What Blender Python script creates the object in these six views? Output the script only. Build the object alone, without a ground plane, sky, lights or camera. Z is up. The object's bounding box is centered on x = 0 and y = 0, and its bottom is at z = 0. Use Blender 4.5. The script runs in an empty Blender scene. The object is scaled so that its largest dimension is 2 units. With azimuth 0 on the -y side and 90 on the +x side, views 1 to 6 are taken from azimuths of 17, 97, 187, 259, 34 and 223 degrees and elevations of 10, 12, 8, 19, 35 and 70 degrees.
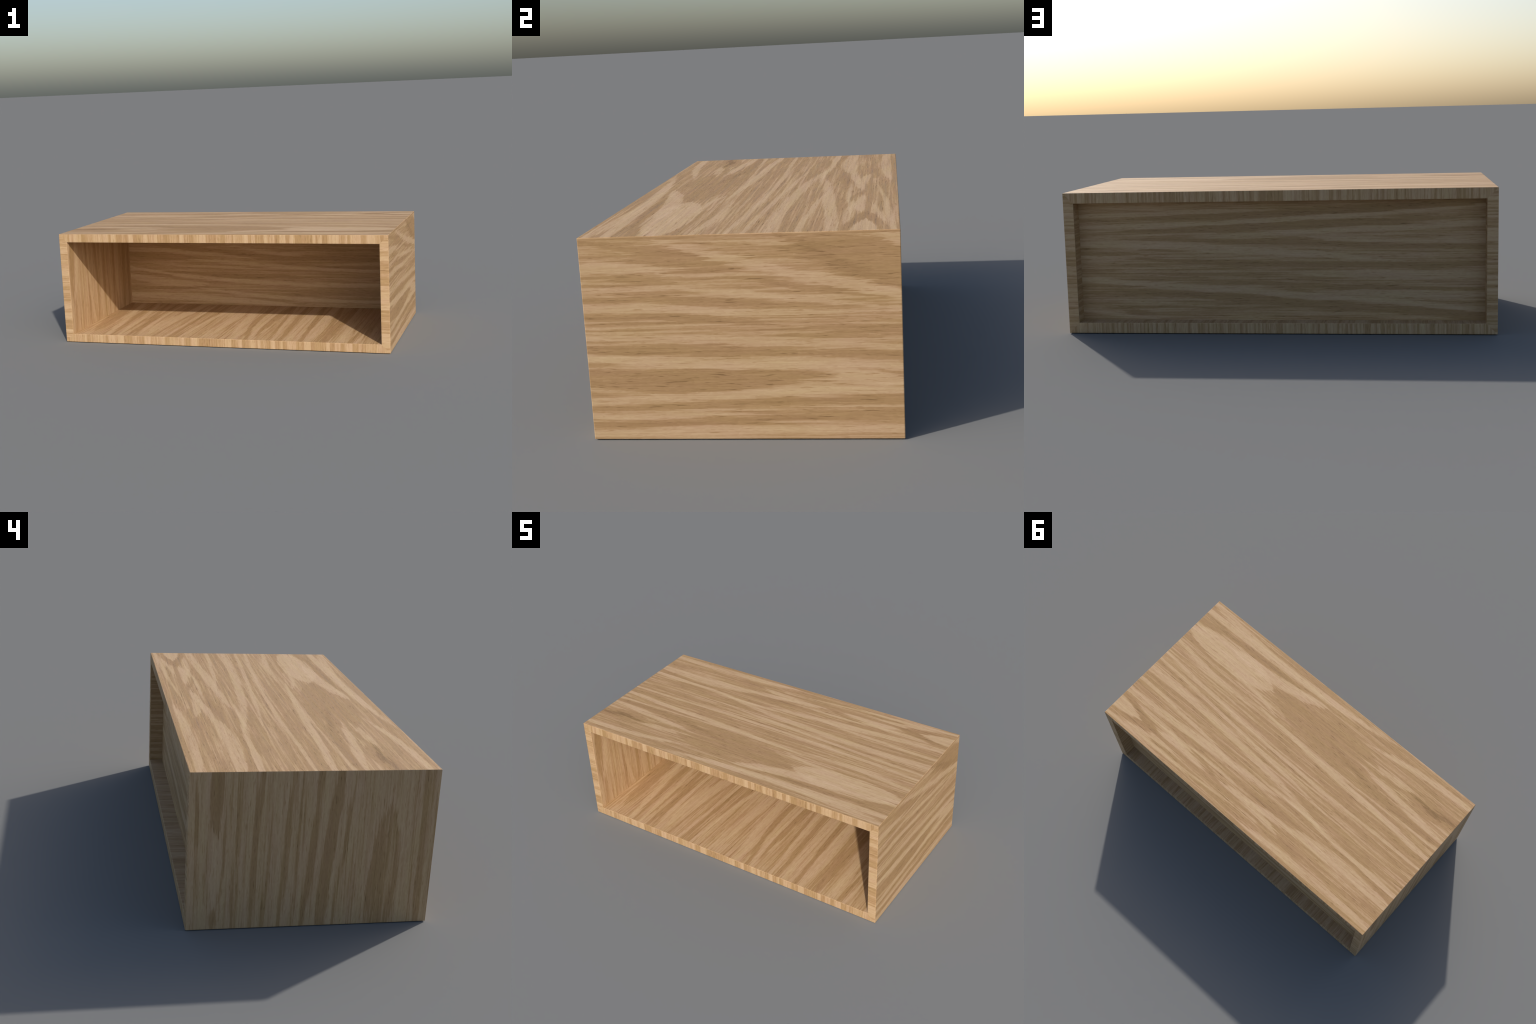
"""Open rectangular shelf box in oak veneer: four mitred boards round an inset back panel.

Every board face carries its own sheet of veneer.  A sheet is described by the direction of its
grain, by the few figures (pale and dark streaks, tongues, flames) that a person would point out on
it, and by rules for everything finer: wandering bands, fibres, pores, mottling.
"""
import bpy
import bmesh
from mathutils import Vector

# ------------------------------------------------------------------ sizes (metres)
WIDTH, DEPTH, HEIGHT = 2.0, 1.0, 0.6667
BOARD = 0.05                      # thickness of the four outer boards
BACK_FRONT, BACK_REAR = 0.383, 0.428   # y of the two faces of the back panel
GROOVE = 0.003                    # how far the back panel is let into the boards
ROUND = 0.0025                    # rounding of the outer edges
STRIP = 0.004                     # thickness of the edge strips on the boards

X, Y, Z = 0, 1, 2
CONTRAST = 0.72                   # oak figures are quiet: scales the strength of all of them


# ------------------------------------------------------------------ how a veneer sheet is described
def figure(along, across, width, strength):
    """One grain figure: where it starts and ends along the grain, its place across the grain at
    the start, middle and end, its greatest width, and how much paler (or darker) it is."""
    (u0, u1), (v0, vm, v1) = along, across
    return dict(middle=(u0 + u1) / 2, reach=(u1 - u0) / 2, centre=vm, slope=(v1 - v0) / 2,
                bend=(v0 + v1) / 2 - vm, half_width=width / 2, strength=strength * CONTRAST)


def pale(along, across, width, strength):
    return figure(along, across, width, strength)


def dark(along, across, width, strength):
    return figure(along, across, width, -strength)


def band(place, width, strength):
    """A straight band right across an edge strip."""
    return figure((-3.0, 3.0), (place, place, place), width, strength)


def pale_band(place, width):
    return band(place, width, 0.4)


def dark_band(place, width):
    return band(place, width, -0.4)


TOP_FIGURES = [
    pale((1.37, -0.49), (-0.52, -0.435, -0.492), width=0.036, strength=0.3),
    pale((1.31, -0.33), (-0.414, -0.423, -0.459), width=0.046, strength=0.45),
    # the cream plume and the plain brown flame that follows it
    pale((1.03, 0.33), (-0.255, -0.272, -0.26), width=0.17, strength=0.5),
    pale((0.72, 0.02), (-0.315, -0.33, -0.395), width=0.075, strength=0.4),
    pale((0.62, 0.22), (-0.19, -0.175, -0.155), width=0.045, strength=0.35),
    dark((0.34, -0.5), (-0.27, -0.268, -0.27), width=0.22, strength=0.22),
    pale((0.27, 0.04), (-0.368, -0.38, -0.402), width=0.019, strength=0.4),
    dark((1.19, 0.2), (-0.313, -0.361, -0.386), width=0.043, strength=0.4),
    dark((1.17, 0.26), (-0.189, -0.188, -0.153), width=0.036, strength=0.3),
    pale((1.16, 0.33), (-0.168, -0.112, -0.11), width=0.027, strength=0.3),
    pale((0.32, -1.29), (-0.136, -0.09, -0.057), width=0.035, strength=0.5),
    pale((-0.06, -1.23), (-0.137, -0.128, -0.166), width=0.014, strength=0.35),
    pale((1.5, -1.48), (-0.073, 0.013, -0.007), width=0.02, strength=0.45),
    pale((1.34, -0.4), (0.009, 0.048, 0.111), width=0.02, strength=0.45),
    pale((1.36, -0.49), (0.113, 0.106, 0.207), width=0.043, strength=0.35),
    pale((1.22, 0.11), (0.181, 0.2, 0.244), width=0.016, strength=0.4),
    pale((1.28, -0.17), (0.309, 0.263, 0.208), width=0.046, strength=0.35),
    # nested tongues at the right end
    dark((1.62, 0.66), (0.39, 0.392, 0.39), width=0.15, strength=0.45),
    pale((1.5, 0.8), (0.38, 0.388, 0.39), width=0.10, strength=0.95),
    pale((1.0, 0.25), (0.335, 0.335, 0.36), width=0.03, strength=0.3),
    pale((1.05, 0.5), (0.45, 0.44, 0.41), width=0.022, strength=0.4),
    dark((0.6, 0.2), (0.32, 0.345, 0.375), width=0.03, strength=0.35),
    pale((0.68, 0.27), (0.374, 0.364, 0.36), width=0.054, strength=0.4),
    dark((0.46, 0.23), (0.346, 0.347, 0.368), width=0.028, strength=0.4),
    pale((1.23, 0.08), (0.486, 0.465, 0.427), width=0.023, strength=0.4),
    pale((0.19, -0.3), (0.369, 0.359, 0.408), width=0.045, strength=0.4),
    pale((0.71, 0.05), (0.34, 0.323, 0.318), width=0.014, strength=0.5),
    dark((0.05, -0.37), (0.299, 0.294, 0.282), width=0.045, strength=0.35),
    pale((-0.11, -1.18), (0.19, 0.208, 0.233), width=0.03, strength=0.5),
    pale((0.04, -1.24), (0.358, 0.292, 0.325), width=0.061, strength=0.45),
    pale((-0.07, -1.16), (0.474, 0.451, 0.468), width=0.043, strength=0.4),
    dark((-0.43, -0.82), (0.193, 0.191, 0.188), width=0.028, strength=0.4),
    dark((-0.42, -1.08), (0.255, 0.235, 0.294), width=0.022, strength=0.35),
    dark((-0.12, -0.46), (0.412, 0.41, 0.406), width=0.028, strength=0.3),
    pale((-0.31, -1.18), (-0.38, -0.442, -0.457), width=0.032, strength=0.5),
    pale((-0.35, -1.11), (-0.259, -0.219, -0.175), width=0.04, strength=0.4),
    pale((-0.35, -0.69), (-0.289, -0.305, -0.318), width=0.041, strength=0.4),
    dark((-0.48, -0.61), (-0.284, -0.281, -0.277), width=0.035, strength=0.3),
    dark((-0.68, -1.06), (-0.286, -0.294, -0.324), width=0.086, strength=0.25),
    # the small dark knot near the left front corner
    dark((-0.78, -0.93), (-0.293, -0.296, -0.307), width=0.034, strength=0.9),
    dark((-0.67, -0.81), (-0.309, -0.308, -0.307), width=0.018, strength=0.8),
    dark((-0.87, -1.02), (-0.321, -0.321, -0.313), width=0.02, strength=0.7),
    dark((-0.73, -0.82), (-0.383, -0.394, -0.393), width=0.023, strength=0.3),
    dark((-0.14, -1.18), (-0.242, -0.169, -0.196), width=0.04, strength=0.4),
]

RIGHT_SIDE_FIGURES = [
    pale((-0.57, -0.2), (0.558, 0.572, 0.539), width=0.032, strength=0.4),
    pale((-0.22, 0.43), (0.492, 0.468, 0.431), width=0.013, strength=0.5),
    pale((-0.67, 0.2), (0.44, 0.427, 0.409), width=0.024, strength=0.4),
    pale((-0.58, -0.17), (0.512, 0.496, 0.498), width=0.019, strength=0.2),
    pale((-0.28, 0.69), (0.657, 0.53, 0.424), width=0.036, strength=0.4),
    dark((-0.58, -0.04), (0.662, 0.626, 0.584), width=0.014, strength=0.4),
    dark((-0.35, -0.01), (0.602, 0.583, 0.547), width=0.048, strength=0.2),
    dark((0.16, 0.6), (0.635, 0.582, 0.563), width=0.122, strength=0.3),
    # arch at the upper rear corner
    dark((0.12, 0.6), (0.69, 0.54, 0.485), width=0.035, strength=0.45),
    pale((0.42, 0.6), (0.64, 0.635, 0.6), width=0.04, strength=0.35),
    dark((-0.41, -0.22), (0.535, 0.525, 0.516), width=0.019, strength=0.35),
    dark((-0.65, 0.13), (0.461, 0.462, 0.443), width=0.019, strength=0.35),
    dark((-0.59, 0.15), (0.41, 0.4, 0.375), width=0.017, strength=0.4),
    dark((0.22, 0.56), (0.372, 0.361, 0.351), width=0.021, strength=0.3),
    dark((0.02, 0.41), (0.526, 0.495, 0.461), width=0.014, strength=0.45),
    pale((-0.75, 0.74), (0.345, 0.33, 0.285), width=0.024, strength=0.35),
    dark((-0.75, 0.74), (0.313, 0.293, 0.263), width=0.027, strength=0.35),
    pale((-0.75, 0.74), (0.305, 0.25, 0.243), width=0.029, strength=0.5),
    dark((-0.7, 0.27), (0.222, 0.2, 0.209), width=0.081, strength=0.3),
    pale((-0.74, 0.74), (0.103, 0.153, 0.152), width=0.027, strength=0.5),
    pale((0.25, 0.55), (0.208, 0.198, 0.186), width=0.049, strength=0.45),
    dark((0.3, 0.55), (0.234, 0.222, 0.218), width=0.007, strength=0.45),
    dark((-0.74, 0.75), (0.09, 0.12, 0.137), width=0.02, strength=0.35),
    pale((-0.62, 0), (0.077, 0.078, 0.087), width=0.018, strength=0.4),
    dark((-0.73, 0.67), (0.049, 0.062, 0.097), width=0.018, strength=0.3),
    pale((-0.74, 0.73), (0.012, 0.028, 0.04), width=0.03, strength=0.35),
]

LEFT_SIDE_FIGURES = [
    dark((0.74, 0.34), (0.503, 0.471, 0.473), width=0.025, strength=0.4),
    dark((0.73, 0.41), (0.392, 0.39, 0.393), width=0.059, strength=0.6),
    pale((0.41, 0.1), (0.387, 0.389, 0.397), width=0.052, strength=0.3),
    dark((0.1, -0.02), (0.393, 0.394, 0.394), width=0.035, strength=0.45),
    dark((0.83, -0.16), (0.294, 0.301, 0.317), width=0.021, strength=0.5),
    dark((0.47, 0.1), (0.356, 0.357, 0.376), width=0.013, strength=0.4),
    dark((0.83, -0.16), (0.203, 0.236, 0.238), width=0.026, strength=0.5),
    dark((0.52, -0.08), (0.171, 0.182, 0.195), width=0.018, strength=0.35),
    dark((0.82, -0.16), (0.084, 0.109, 0.13), width=0.026, strength=0.55),
    dark((0.82, -0.16), (0.054, 0.056, 0.083), width=0.022, strength=0.4),
    dark((0.82, -0.16), (-0.018, 0.001, 0.059), width=0.029, strength=0.6),
    dark((0.82, -0.16), (-0.112, -0.064, -0.043), width=0.049, strength=0.6),
    dark((0.82, -0.16), (-0.182, -0.123, -0.091), width=0.018, strength=0.45),
    pale((0.44, -0.09), (-0.098, -0.087, -0.084), width=0.009, strength=0.5),
    dark((0.53, -0.14), (-0.311, -0.298, -0.293), width=0.124, strength=0.4),
    dark((0.53, -0.09), (-0.218, -0.187, -0.162), width=0.018, strength=0.15),
    dark((0.23, -0.05), (-0.232, -0.236, -0.24), width=0.023, strength=0.2),
    dark((0.18, -0.05), (-0.334, -0.342, -0.351), width=0.019, strength=0.2),
    pale((0.57, 0.36), (-0.303, -0.351, -0.364), width=0.016, strength=0.15),
    dark((0.82, -0.16), (-0.44, -0.451, -0.452), width=0.03, strength=0.5),
    dark((0.53, -0.13), (-0.401, -0.418, -0.427), width=0.013, strength=0.35),
    dark((0.59, -0.12), (-0.488, -0.503, -0.488), width=0.012, strength=0.4),
]

BACK_REAR_FIGURES = [
    pale((1.07, 0.04), (0.547, 0.556, 0.584), width=0.02, strength=0.3),
    dark((0.74, -1.34), (0.531, 0.567, 0.625), width=0.032, strength=0.45),
    pale((1.37, -1.4), (0.491, 0.526, 0.622), width=0.02, strength=0.5),
    dark((0.83, -0.81), (0.467, 0.496, 0.525), width=0.036, strength=0.35),
    pale((0.37, -1.28), (0.453, 0.478, 0.531), width=0.024, strength=0.4),
    dark((0.62, -1.31), (0.441, 0.408, 0.382), width=0.022, strength=0.4),
    pale((1.32, -0.55), (0.421, 0.397, 0.329), width=0.037, strength=0.4),
    pale((-0.06, -1.16), (0.446, 0.422, 0.429), width=0.028, strength=0.3),
    dark((0.71, -1.33), (0.345, 0.311, 0.322), width=0.024, strength=0.4),
    pale((1.01, 0.69), (0.354, 0.351, 0.347), width=0.012, strength=0.4),
    pale((-0.05, -1.16), (0.276, 0.264, 0.26), width=0.04, strength=0.3),
    pale((1.42, -1.39), (0.28, 0.176, 0.066), width=0.031, strength=0.5),
    pale((-0.05, -1.16), (0.182, 0.179, 0.166), width=0.037, strength=0.3),
    dark((0.63, -1.33), (0.25, 0.208, 0.189), width=0.018, strength=0.35),
    dark((0.8, -1.38), (0.189, 0.126, 0.027), width=0.045, strength=0.35),
    dark((0.64, 0.42), (0.386, 0.382, 0.379), width=0.006, strength=0.5),
    dark((0.61, 0.32), (0.277, 0.271, 0.265), width=0.006, strength=0.5),
    dark((1.01, 0.69), (0.368, 0.367, 0.366), width=0.008, strength=0.4),
    dark((0.83, 0.68), (0.108, 0.108, 0.108), width=0.008, strength=0.35),
    dark((0.76, 0.6), (0.091, 0.088, 0.086), width=0.019, strength=0.35),
    pale((1, 0.57), (0.098, 0.079, 0.055), width=0.014, strength=0.45),
]

BACK_FRONT_FIGURES = [
    pale((-1.18, -0.03), (0.428, 0.414, 0.362), width=0.028, strength=0.35),
    pale((-0.58, 1.1), (0.37, 0.311, 0.281), width=0.023, strength=0.45),
    pale((-0.79, -0.01), (0.331, 0.314, 0.297), width=0.016, strength=0.3),
    pale((-1.38, 1.22), (0.369, 0.214, 0.22), width=0.027, strength=0.5),
    pale((-1.1, -0.36), (0.273, 0.208, 0.194), width=0.049, strength=0.3),
    pale((-0.51, 1.08), (0.173, 0.101, 0.1), width=0.024, strength=0.45),
    pale((-1.26, 0.27), (0.11, 0.095, 0.057), width=0.04, strength=0.45),
    pale((-0.23, 0.32), (0.459, 0.414, 0.389), width=0.023, strength=0.35),
    dark((-0.76, -0.01), (0.46, 0.422, 0.382), width=0.028, strength=0.35),
    dark((-1.07, -0.43), (0.393, 0.383, 0.367), width=0.036, strength=0.3),
    dark((-0.73, 0.23), (0.281, 0.249, 0.257), width=0.031, strength=0.35),
    dark((-1.11, -0.28), (0.157, 0.159, 0.179), width=0.02, strength=0.3),
    dark((-0.08, 0.89), (0.366, 0.374, 0.364), width=0.023, strength=0.3),
    dark((-1, -0.61), (0.301, 0.271, 0.238), width=0.012, strength=0.4),
    dark((0.11, 0.93), (0.148, 0.149, 0.15), width=0.03, strength=0.2),
    pale((0.35, 0.9), (0.329, 0.334, 0.34), width=0.011, strength=0.25),
]

FLOOR_FIGURES = [
    dark((-0.43, 0.55), (-0.844, -0.903, -1.001), width=0.108, strength=0.4),
    pale((-0.63, 0.55), (-0.708, -0.792, -0.872), width=0.042, strength=0.5),
    dark((-0.47, 0.55), (-0.699, -0.747, -0.774), width=0.029, strength=0.45),
    pale((-0.62, 0.55), (-0.648, -0.687, -0.76), width=0.028, strength=0.45),
    dark((-0.63, 0.55), (-0.592, -0.623, -0.699), width=0.027, strength=0.3),
    dark((-0.64, 0.55), (-0.543, -0.592, -0.588), width=0.018, strength=0.4),
    pale((-0.62, 0.55), (-0.512, -0.56, -0.533), width=0.025, strength=0.4),
    pale((-0.46, 0.55), (-0.484, -0.452, -0.352), width=0.1, strength=0.35),
    dark((0.01, 0.55), (-0.496, -0.456, -0.459), width=0.035, strength=0.45),
    dark((-0.62, 0.55), (-0.433, -0.405, -0.339), width=0.018, strength=0.35),
    pale((-0.64, 0.55), (-0.357, -0.336, -0.309), width=0.02, strength=0.45),
    dark((-0.64, 0.55), (-0.335, -0.306, -0.284), width=0.025, strength=0.4),
    dark((-0.65, 0.55), (-0.286, -0.246, -0.211), width=0.025, strength=0.4),
    pale((-0.64, 0.55), (-0.258, -0.22, -0.1), width=0.026, strength=0.45),
    pale((-0.6, 0.55), (-0.139, -0.083, -0.111), width=0.06, strength=0.3),
    dark((-0.64, 0.55), (0.202, 0.084, 0.151), width=0.035, strength=0.4),
    pale((-0.6, 0.55), (0.071, 0.023, -0.063), width=0.065, strength=0.25),
    pale((-0.64, 0.55), (0.184, 0.151, 0.183), width=0.021, strength=0.45),
    dark((-0.47, 0.55), (0.201, 0.189, 0.242), width=0.047, strength=0.4),
    pale((-0.39, -0.2), (0.198, 0.201, 0.203), width=0.013, strength=0.45),
    dark((-0.64, 0.55), (0.3, 0.257, 0.183), width=0.017, strength=0.3),
    pale((-0.63, 0.55), (0.323, 0.282, 0.232), width=0.023, strength=0.4),
    dark((-0.62, 0.55), (0.357, 0.332, 0.306), width=0.029, strength=0.45),
    pale((-0.63, 0.55), (0.406, 0.386, 0.379), width=0.053, strength=0.4),
    dark((-0.62, 0.55), (0.49, 0.451, 0.416), width=0.028, strength=0.55),
    pale((-0.65, 0.55), (0.527, 0.502, 0.515), width=0.049, strength=0.45),
    dark((-0.62, 0.55), (0.573, 0.568, 0.53), width=0.028, strength=0.4),
    dark((-0.61, 0.55), (0.628, 0.623, 0.638), width=0.06, strength=0.3),
    pale((-0.56, -0.14), (0.715, 0.717, 0.717), width=0.048, strength=0.4),
    dark((-0.55, -0.24), (0.762, 0.768, 0.774), width=0.024, strength=0.55),
    pale((-0.52, -0.3), (0.805, 0.809, 0.813), width=0.027, strength=0.35),
]

LEFT_INNER_FIGURES = [
    pale((0.72, 0.23), (-0.404, -0.395, -0.455), width=0.044, strength=0.4),
    dark((0.72, 0.24), (-0.418, -0.456, -0.465), width=0.064, strength=0.3),
    dark((0.72, -0.07), (-0.286, -0.253, -0.244), width=0.028, strength=0.4),
    pale((0.72, -0.07), (-0.231, -0.239, -0.143), width=0.033, strength=0.4),
    dark((0.72, -0.07), (-0.171, -0.127, -0.151), width=0.029, strength=0.4),
    dark((0.72, -0.06), (0.002, -0.022, -0.022), width=0.024, strength=0.4),
    pale((0.72, -0.07), (-0.066, -0.064, -0.083), width=0.03, strength=0.35),
    dark((0.72, -0.06), (0.131, 0.115, 0.099), width=0.032, strength=0.4),
    pale((0.72, 0.15), (0.182, 0.17, 0.159), width=0.052, strength=0.4),
    dark((0.72, -0.03), (0.307, 0.28, 0.253), width=0.047, strength=0.5),
    dark((0.72, -0.04), (0.37, 0.349, 0.328), width=0.027, strength=0.4),
]

TOP_EDGE_BANDS = [
    pale_band(-0.889, width=0.03), dark_band(-0.836, width=0.03), pale_band(-0.728, width=0.022),
    pale_band(-0.691, width=0.03), dark_band(-0.667, width=0.017), pale_band(-0.644, width=0.026),
    dark_band(-0.583, width=0.069), pale_band(-0.529, width=0.03), dark_band(-0.49, width=0.043),
    pale_band(-0.434, width=0.022), dark_band(-0.347, width=0.026), dark_band(-0.297, width=0.035),
    pale_band(-0.207, width=0.03), dark_band(-0.187, width=0.011), dark_band(-0.148, width=0.039),
    pale_band(-0.077, width=0.039), dark_band(0.007, width=0.104), pale_band(0.12, width=0.022),
    pale_band(0.182, width=0.022), dark_band(0.213, width=0.031), pale_band(0.229, width=0.018),
    dark_band(0.266, width=0.049), pale_band(0.301, width=0.022), dark_band(0.371, width=0.027),
    pale_band(0.402, width=0.031), dark_band(0.428, width=0.022), pale_band(0.456, width=0.027),
    dark_band(0.501, width=0.063), dark_band(0.553, width=0.049), dark_band(0.604, width=0.022),
    pale_band(0.617, width=0.027), dark_band(0.642, width=0.031), pale_band(0.697, width=0.054),
    dark_band(0.743, width=0.027), dark_band(0.781, width=0.018), dark_band(0.86, width=0.027),
    pale_band(0.905, width=0.049), dark_band(0.954, width=0.04),
]

BOTTOM_EDGE_BANDS = [
    dark_band(-0.85, width=0.025), pale_band(-0.765, width=0.013), dark_band(-0.727, width=0.017),
    pale_band(-0.69, width=0.025), pale_band(-0.634, width=0.034), dark_band(-0.588, width=0.055),
    dark_band(-0.501, width=0.034), pale_band(-0.459, width=0.034), pale_band(-0.36, width=0.025),
    dark_band(-0.333, width=0.017), pale_band(-0.234, width=0.017), dark_band(-0.199, width=0.025),
    pale_band(-0.159, width=0.029), dark_band(-0.075, width=0.118), pale_band(0.046, width=0.035),
    dark_band(0.086, width=0.035), pale_band(0.121, width=0.022), dark_band(0.144, width=0.022),
    pale_band(0.196, width=0.026), dark_band(0.223, width=0.013), pale_band(0.236, width=0.017),
    dark_band(0.293, width=0.026), pale_band(0.319, width=0.026), dark_band(0.345, width=0.026),
    pale_band(0.375, width=0.009), dark_band(0.392, width=0.026), pale_band(0.418, width=0.026),
    dark_band(0.486, width=0.039), pale_band(0.525, width=0.039), dark_band(0.588, width=0.087),
    pale_band(0.643, width=0.022), dark_band(0.668, width=0.026), dark_band(0.726, width=0.022),
    pale_band(0.776, width=0.017), dark_band(0.801, width=0.026), dark_band(0.85, width=0.022),
]

RIGHT_EDGE_BANDS = [
    pale_band(0.073, width=0.085), dark_band(0.149, width=0.02), dark_band(0.184, width=0.059),
    dark_band(0.23, width=0.039), pale_band(0.259, width=0.026), pale_band(0.308, width=0.026),
    pale_band(0.351, width=0.065), dark_band(0.397, width=0.026), dark_band(0.465, width=0.118),
    pale_band(0.536, width=0.029), dark_band(0.567, width=0.02), pale_band(0.596, width=0.023),
]

LEFT_EDGE_BANDS = [
    pale_band(0.065, width=0.021), dark_band(0.097, width=0.027), dark_band(0.123, width=0.021),
    pale_band(0.154, width=0.027), pale_band(0.222, width=0.027), dark_band(0.279, width=0.048),
    dark_band(0.331, width=0.027), pale_band(0.429, width=0.064), dark_band(0.459, width=0.016),
    pale_band(0.572, width=0.048),
]


# ------------------------------------------------------------------ node helpers
class Sheet:
    """Thin wrapper that makes node trees readable."""

    def __init__(self, tree):
        self.tree = tree

    def put(self, socket, value):
        if isinstance(value, bpy.types.NodeSocket):
            self.tree.links.new(value, socket)
        elif value is not None:
            socket.default_value = value

    def math(self, operation, a, b=None, c=None, clamp=False):
        n = self.tree.nodes.new("ShaderNodeMath")
        n.operation, n.use_clamp = operation, clamp
        for socket, value in zip(n.inputs, (a, b, c)):
            self.put(socket, value)
        return n.outputs[0]

    def vector(self, x, y, z=0.0):
        n = self.tree.nodes.new("ShaderNodeCombineXYZ")
        for socket, value in zip(n.inputs, (x, y, z)):
            self.put(socket, value)
        return n.outputs[0]

    def noise(self, u, v, along, across, seed, detail=2.0, rough=0.5):
        """Noise stretched along the grain, centred on zero (about -0.5 to 0.5)."""
        n = self.tree.nodes.new("ShaderNodeTexNoise")
        n.noise_dimensions = "3D"
        self.put(n.inputs["Vector"], self.vector(self.math("MULTIPLY", u, along), self.math("MULTIPLY", v, across), seed))
        n.inputs["Scale"].default_value = 1.0
        n.inputs["Detail"].default_value = detail
        n.inputs["Roughness"].default_value = rough
        return self.math("SUBTRACT", n.outputs[0], 0.5)

    def cells(self, u, v, along, across, seed):
        """Random value per little fibre-shaped cell, centred on zero."""
        n = self.tree.nodes.new("ShaderNodeTexVoronoi")
        n.voronoi_dimensions, n.feature = "3D", "F1"
        self.put(n.inputs["Vector"], self.vector(self.math("MULTIPLY", u, along), self.math("MULTIPLY", v, across), seed))
        n.inputs["Scale"].default_value = 1.0
        s = self.tree.nodes.new("ShaderNodeSeparateColor")
        self.put(s.inputs[0], n.outputs["Color"])
        return self.math("SUBTRACT", s.outputs[0], 0.5)

    def ramp(self, factor, stops):
        n = self.tree.nodes.new("ShaderNodeValToRGB")
        e = n.color_ramp.elements
        while len(e) < len(stops):
            e.new(0.5)
        for element, (place, colour) in zip(e, stops):
            element.position, element.color = place, (*colour, 1.0)
        self.put(n.inputs[0], factor)
        return n.outputs[0]

    def mix(self, factor, a, b, blend="MIX"):
        n = self.tree.nodes.new("ShaderNodeMix")
        n.data_type, n.blend_type = "RGBA", blend
        self.put(n.inputs[0], factor)
        for socket, value in ((n.inputs[6], a), (n.inputs[7], b)):
            self.put(socket, (*value, 1.0) if isinstance(value, tuple) else value)
        return n.outputs[2]


FIGURE_INPUTS = ("middle", "reach", "centre", "slope", "bend", "half_width", "strength")


def figure_group():
    """Node group that turns one figure's numbers into its contribution to the tone."""
    g = bpy.data.node_groups.new("grain_figure", "ShaderNodeTree")
    for name in ("u", "v", "soft", *FIGURE_INPUTS):
        g.interface.new_socket(name, in_out="INPUT", socket_type="NodeSocketFloat")
    g.interface.new_socket("tone", in_out="OUTPUT", socket_type="NodeSocketFloat")
    i, o = g.nodes.new("NodeGroupInput").outputs, g.nodes.new("NodeGroupOutput").inputs
    s = Sheet(g)
    t = s.math("DIVIDE", s.math("SUBTRACT", i["u"], i["middle"]), i["reach"])
    t2 = s.math("MULTIPLY", t, t)
    path = s.math("MULTIPLY_ADD", t, i["slope"], s.math("MULTIPLY_ADD", t2, i["bend"], i["centre"]))
    gap = s.math("ABSOLUTE", s.math("SUBTRACT", i["v"], path))
    taper = s.math("SUBTRACT", 1.0, s.math("MULTIPLY", s.math("MULTIPLY_ADD", t2, t2, t2), 0.5))
    inside = s.math("MULTIPLY_ADD", taper, i["half_width"], s.math("MULTIPLY", gap, -1.0))
    mask = s.math("ADD", s.math("DIVIDE", inside, i["soft"]), 0.5, clamp=True)
    s.put(o["tone"], s.math("MULTIPLY", mask, i["strength"]))
    return g


FIGURE = figure_group()

# oak: pores and latewood, brown earlywood, mid tone, pale wood (linear base colours)
OAK = [(0.0, (0.235, 0.135, 0.058)), (0.22, (0.352, 0.210, 0.096)), (0.45, (0.432, 0.267, 0.130)),
       (0.65, (0.505, 0.330, 0.182)), (0.85, (0.570, 0.392, 0.228)), (1.0, (0.640, 0.455, 0.285))]


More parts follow.
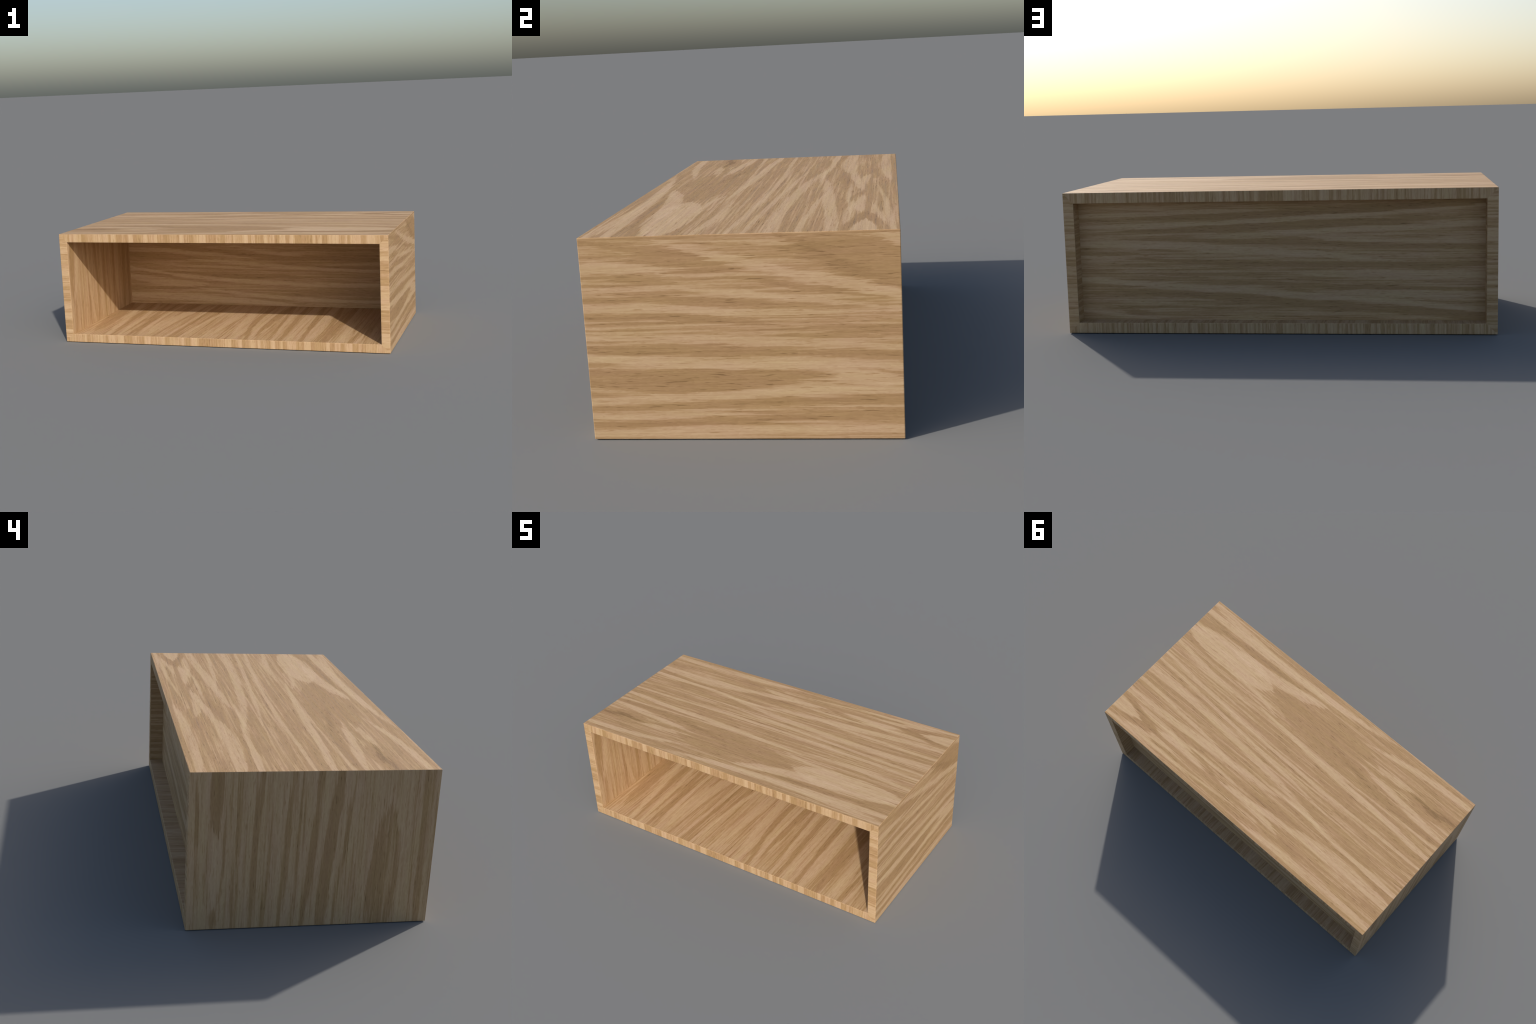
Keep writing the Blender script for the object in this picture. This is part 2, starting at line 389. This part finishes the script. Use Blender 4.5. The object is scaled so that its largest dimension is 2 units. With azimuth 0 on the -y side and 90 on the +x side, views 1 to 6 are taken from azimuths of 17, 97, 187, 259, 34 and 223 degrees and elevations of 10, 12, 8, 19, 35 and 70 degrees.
def veneer(name, along, across, seed, figures=(), base=0.5, bands=0.5, band_scale=20.0, jag=0.014, drift=0.016,
           fibre=0.36, soft=0.010, end_fray=0.25, lines=0.85, loud=0.95, crisp=0.20):
    """Material of one veneer sheet with its grain running along one axis."""
    m = bpy.data.materials.new(name)
    m.use_nodes = True
    tree = m.node_tree
    s = Sheet(tree)
    shader = tree.nodes["Principled BSDF"]
    place = tree.nodes.new("ShaderNodeSeparateXYZ")
    s.put(place.inputs[0], tree.nodes.new("ShaderNodeTexCoord").outputs["Object"])
    u, v = place.outputs[along], place.outputs[across]
    # the fibres wander slowly, and band edges are frayed lengthwise
    wander = s.noise(u, v, 2.2, 5.0, seed + 3.1, 2.0)
    fray = s.noise(u, v, 11.0, 120.0, seed + 7.7, 2.0, 0.7)
    fray_end = s.noise(u, v, 4.0, 110.0, seed + 1.9, 3.0, 0.7)
    vw = s.math("MULTIPLY_ADD", fray, jag, s.math("MULTIPLY_ADD", wander, drift, v))
    uw = s.math("MULTIPLY_ADD", fray_end, end_fray, u)
    # score: above zero the wood is pale, below it is brown
    broad = s.noise(u, vw, 0.7, band_scale, seed, 2.0, 0.55)
    narrow = s.noise(uw, vw, 1.2, band_scale * 3.0, seed + 11.3, 2.0, 0.6)
    thin = s.noise(u, v, 2.4, 105.0, seed + 15.1, 2.0, 0.6)
    score = s.math("MULTIPLY_ADD", broad, bands * 0.8, base - 0.5)
    score = s.math("MULTIPLY_ADD", narrow, bands * 1.1, score)
    score = s.math("MULTIPLY_ADD", thin, lines, score)
    # the figures
    total = None
    for f in figures:
        n = tree.nodes.new("ShaderNodeGroup")
        n.node_tree = FIGURE
        s.put(n.inputs["u"], uw)
        s.put(n.inputs["v"], vw)
        n.inputs["soft"].default_value = soft
        for key in FIGURE_INPUTS:
            n.inputs[key].default_value = f[key]
        total = n.outputs[0] if total is None else s.math("ADD", total, n.outputs[0])
    if total is not None:
        score = s.math("MULTIPLY_ADD", total, loud, score)
    # two tones with a narrow passage between them, and some slower shading inside each
    two = s.math("MULTIPLY_ADD", score, 1.0 / crisp, 0.5, clamp=True)
    slow = s.math("MINIMUM", s.math("MAXIMUM", score, -0.85), 0.5)
    tone = s.math("MULTIPLY_ADD", two, 0.20, 0.435)
    tone = s.math("MULTIPLY_ADD", slow, 0.40, tone)
    # rows of open pores just where the brown begins
    row = s.math("SUBTRACT", 1.0, s.math("MULTIPLY", s.math("ABSOLUTE", s.math("ADD", score, 0.11)), 1.0 / 0.07), clamp=True)
    broken = s.math("MULTIPLY_ADD", s.noise(u, v, 9.0, 120.0, seed + 13.7, 2.0), 4.0, 0.35, clamp=True)
    tone = s.math("MULTIPLY_ADD", s.math("MULTIPLY", row, broken), -0.14, tone)
    # fibres, pores and mottling
    streak = s.noise(u, v, 6.0, 210.0, seed + 5.5, 2.0, 0.6)
    tone = s.math("MULTIPLY_ADD", streak, fibre, tone)
    fleck = s.cells(u, v, 60.0, 260.0, seed + 2.2)
    tone = s.math("MULTIPLY_ADD", fleck, 0.11, tone)
    pore = s.noise(u, v, 20.0, 260.0, seed + 9.4, 1.0)
    pore = s.math("MULTIPLY", s.math("SUBTRACT", pore, 0.12), 7.0, clamp=True)
    tone = s.math("SUBTRACT", tone, s.math("MULTIPLY", pore, 0.32), clamp=True)
    colour = s.ramp(tone, OAK)
    # faint warm and yellow drifts
    tint = s.math("ADD", s.math("MULTIPLY", s.noise(u, v, 4.0, 28.0, seed + 4.8, 2.0), 1.6), 0.5, clamp=True)
    colour = s.mix(0.55, colour, s.mix(tint, (0.985, 1.03, 0.90), (1.02, 0.975, 1.09)), "MULTIPLY")
    s.put(shader.inputs["Base Color"], colour)
    s.put(shader.inputs["Roughness"], s.math("MULTIPLY_ADD", s.math("ADD", streak, thin), 0.55, 0.64, clamp=True))
    shader.inputs["Specular IOR Level"].default_value = 0.25
    bump = tree.nodes.new("ShaderNodeBump")
    bump.inputs["Strength"].default_value = 0.10
    bump.inputs["Distance"].default_value = 0.0015
    s.put(bump.inputs["Height"], s.math("SUBTRACT", streak, pore))
    s.put(shader.inputs["Normal"], bump.outputs[0])
    return m


def edge_veneer(name, along, across, seed, bands=()):
    """Edge strip: short grain running straight across the strip, in crisp narrow blocks."""
    return veneer(name, along, across, seed, bands, base=0.55, bands=0.4 if bands else 1.35, band_scale=26.0,
                  jag=0.005, drift=0.003, fibre=0.22, soft=0.006, end_fray=0.1, lines=0.8, loud=0.62, crisp=0.32)


MATERIALS = {
    ("top", "outer"): veneer("oak_top", X, Y, 1.0, TOP_FIGURES, base=0.43, bands=0.55, band_scale=19.0, jag=0.010, end_fray=0.17),
    ("top", "inner"): veneer("oak_ceiling", Y, X, 21.0, FLOOR_FIGURES[::3], base=0.5, bands=0.8),
    ("bottom", "inner"): veneer("oak_floor", Y, X, 31.0, FLOOR_FIGURES, base=0.53, bands=0.45, band_scale=18.0, loud=0.8),
    ("bottom", "outer"): veneer("oak_underside", X, Y, 41.0, base=0.5, bands=0.9),
    ("right", "outer"): veneer("oak_right_side", Y, Z, 51.0, RIGHT_SIDE_FIGURES, base=0.48, bands=0.4, band_scale=24.0, drift=0.034),
    ("right", "inner"): veneer("oak_right_inside", Z, Y, 61.0, LEFT_SIDE_FIGURES[4:14], base=0.58, bands=0.6, loud=0.7),
    ("right", "recess"): veneer("oak_right_recess", Y, Z, 65.0, base=0.45, bands=1.0),
    ("left", "recess"): veneer("oak_left_recess", Y, Z, 67.0, base=0.45, bands=1.0),
    ("left", "outer"): veneer("oak_left_side", Z, Y, 71.0, LEFT_SIDE_FIGURES, base=0.62, bands=0.4, band_scale=26.0, loud=0.7),
    ("left", "inner"): veneer("oak_left_inside", Z, Y, 81.0, LEFT_INNER_FIGURES, base=0.53, bands=0.45, band_scale=22.0, loud=0.7),
    ("back", "front"): veneer("oak_back_front", X, Z, 91.0, BACK_FRONT_FIGURES, base=0.45, bands=0.35, band_scale=24.0),
    ("back", "rear"): veneer("oak_back_rear", X, Z, 101.0, BACK_REAR_FIGURES, base=0.48, bands=0.35, band_scale=24.0),
    ("top", "front"): edge_veneer("oak_edge_top_front", Z, X, 111.0, TOP_EDGE_BANDS),
    ("bottom", "front"): edge_veneer("oak_edge_bottom_front", Z, X, 121.0, BOTTOM_EDGE_BANDS),
    ("right", "front"): edge_veneer("oak_edge_right_front", X, Z, 131.0, RIGHT_EDGE_BANDS),
    ("left", "front"): edge_veneer("oak_edge_left_front", X, Z, 141.0, LEFT_EDGE_BANDS),
    ("top", "rear"): edge_veneer("oak_edge_top_rear", Z, X, 151.0),
    ("bottom", "rear"): edge_veneer("oak_edge_bottom_rear", Z, X, 161.0),
    ("right", "rear"): edge_veneer("oak_edge_right_rear", X, Z, 171.0),
    ("left", "rear"): edge_veneer("oak_edge_left_rear", X, Z, 181.0),
}

# ------------------------------------------------------------------ the box as one bevelled ring
def frame_ring():
    """Outer box minus inner box, open front and rear, outer edges slightly rounded."""
    bm = bmesh.new()
    ring = {}
    for y in (-DEPTH / 2, DEPTH / 2):
        for inset in (0.0, BOARD):
            x, low, high = WIDTH / 2 - inset, inset, HEIGHT - inset
            ring[y, inset] = [bm.verts.new(p) for p in ((-x, y, low), (x, y, low), (x, y, high), (-x, y, high))]
    for i in range(4):
        j = (i + 1) % 4
        for a, b in (((-DEPTH / 2, 0.0), (DEPTH / 2, 0.0)), ((DEPTH / 2, 0.0), (DEPTH / 2, BOARD)),
                     ((DEPTH / 2, BOARD), (-DEPTH / 2, BOARD)), ((-DEPTH / 2, BOARD), (-DEPTH / 2, 0.0))):
            bm.faces.new((ring[a][i], ring[a][j], ring[b][j], ring[b][i]))
    bmesh.ops.recalc_face_normals(bm, faces=bm.faces)
    convex = [e for e in bm.edges if e.is_convex and e.calc_face_angle(0.0) > 0.5]
    bmesh.ops.bevel(bm, geom=convex, offset=ROUND, segments=2, profile=0.5, affect="EDGES")
    return bm


def cut(bm, point, normal):
    """Saw off everything on the side the normal points to and close the cut."""
    bmesh.ops.bisect_plane(bm, geom=[*bm.verts, *bm.edges, *bm.faces], dist=1e-6, plane_co=point, plane_no=normal, clear_outer=True)
    bmesh.ops.holes_fill(bm, edges=[e for e in bm.edges if e.is_boundary], sides=0)


def to_object(bm, name, parent, materials, pick):
    bmesh.ops.recalc_face_normals(bm, faces=bm.faces)
    for f in bm.faces:
        f.material_index = pick(f)
    me = bpy.data.meshes.new(name)
    bm.to_mesh(me)
    bm.free()
    for m in materials:
        me.materials.append(m)
    o = bpy.data.objects.new(name, me)
    bpy.context.scene.collection.objects.link(o)
    o.parent = parent
    return o


box = bpy.data.objects.new("shelf_box", None)
bpy.context.scene.collection.objects.link(box)
box["label"] = "open rectangular box shelf in pale oak veneer"
box["category"] = "shelf"

RING = frame_ring()
half, tall = WIDTH / 2, HEIGHT
BOARDS = {   # name, outward direction, the two mitre planes (a corner, and the side to saw off)
    "top": ("top_panel", Vector((0, 0, 1)), (((half, 0, tall), (1, 0, -1)), ((-half, 0, tall), (-1, 0, -1)))),
    "bottom": ("bottom_panel", Vector((0, 0, -1)), (((half, 0, 0), (1, 0, 1)), ((-half, 0, 0), (-1, 0, 1)))),
    "right": ("side_panel", Vector((1, 0, 0)), (((half, 0, tall), (-1, 0, 1)), ((half, 0, 0), (-1, 0, -1)))),
    "left": ("side_panel", Vector((-1, 0, 0)), (((-half, 0, tall), (1, 0, 1)), ((-half, 0, 0), (1, 0, -1)))),
}
for board, (name, outward, mitres) in BOARDS.items():
    blank = RING.copy()
    for corner, side in mitres:
        cut(blank, corner, side)
    # the two mitre planes also leave a piece of the opposite board: keep this side of the box only
    cut(blank, Vector((0, 0, tall / 2)) + outward * 0.01, -outward)
    body = blank.copy()
    cut(body, (0, STRIP - DEPTH / 2, 0), (0, -1, 0))
    cut(body, (0, DEPTH / 2 - STRIP, 0), (0, 1, 0))
    # inside, the veneer changes where the back panel divides cavity and rear recess
    middle = (BACK_FRONT + BACK_REAR) / 2
    bmesh.ops.bisect_plane(body, geom=[*body.verts, *body.edges, *body.faces], dist=1e-6, plane_co=(0, middle, 0), plane_no=(0, 1, 0))
    recess = MATERIALS.get((board, "recess"), MATERIALS[board, "inner"])
    panel = to_object(body, name, box, [MATERIALS[board, "outer"], MATERIALS[board, "inner"], recess],
                      lambda f, d=outward: 0 if f.normal.dot(d) > -0.1 else 1 if f.calc_center_median().y < middle else 2)
    for y, face in ((-1, "front"), (1, "rear")):
        strip = blank.copy()
        cut(strip, (0, y * (DEPTH / 2 - STRIP), 0), (0, -y, 0))
        to_object(strip, "edge_strip", panel,
                  [MATERIALS[board, face], MATERIALS[board, "outer"], MATERIALS[board, "inner"]],
                  lambda f, d=outward, y=y: 0 if f.normal.y * y > 0.6 else 1 if f.normal.dot(d) > 0.3 else 2 if f.normal.dot(d) < -0.3 else 0)
    blank.free()
RING.free()

# ------------------------------------------------------------------ inset back panel
bm = bmesh.new()
bmesh.ops.create_cube(bm, size=1.0)
inner = (WIDTH - 2 * (BOARD - GROOVE), BACK_REAR - BACK_FRONT, HEIGHT - 2 * (BOARD - GROOVE))
for v in bm.verts:
    v.co = Vector((v.co.x * inner[0], v.co.y * inner[1] + (BACK_FRONT + BACK_REAR) / 2, v.co.z * inner[2] + HEIGHT / 2))
to_object(bm, "back_panel", box, [MATERIALS["back", "front"], MATERIALS["back", "rear"]], lambda f: 0 if f.normal.y < 0 else 1)
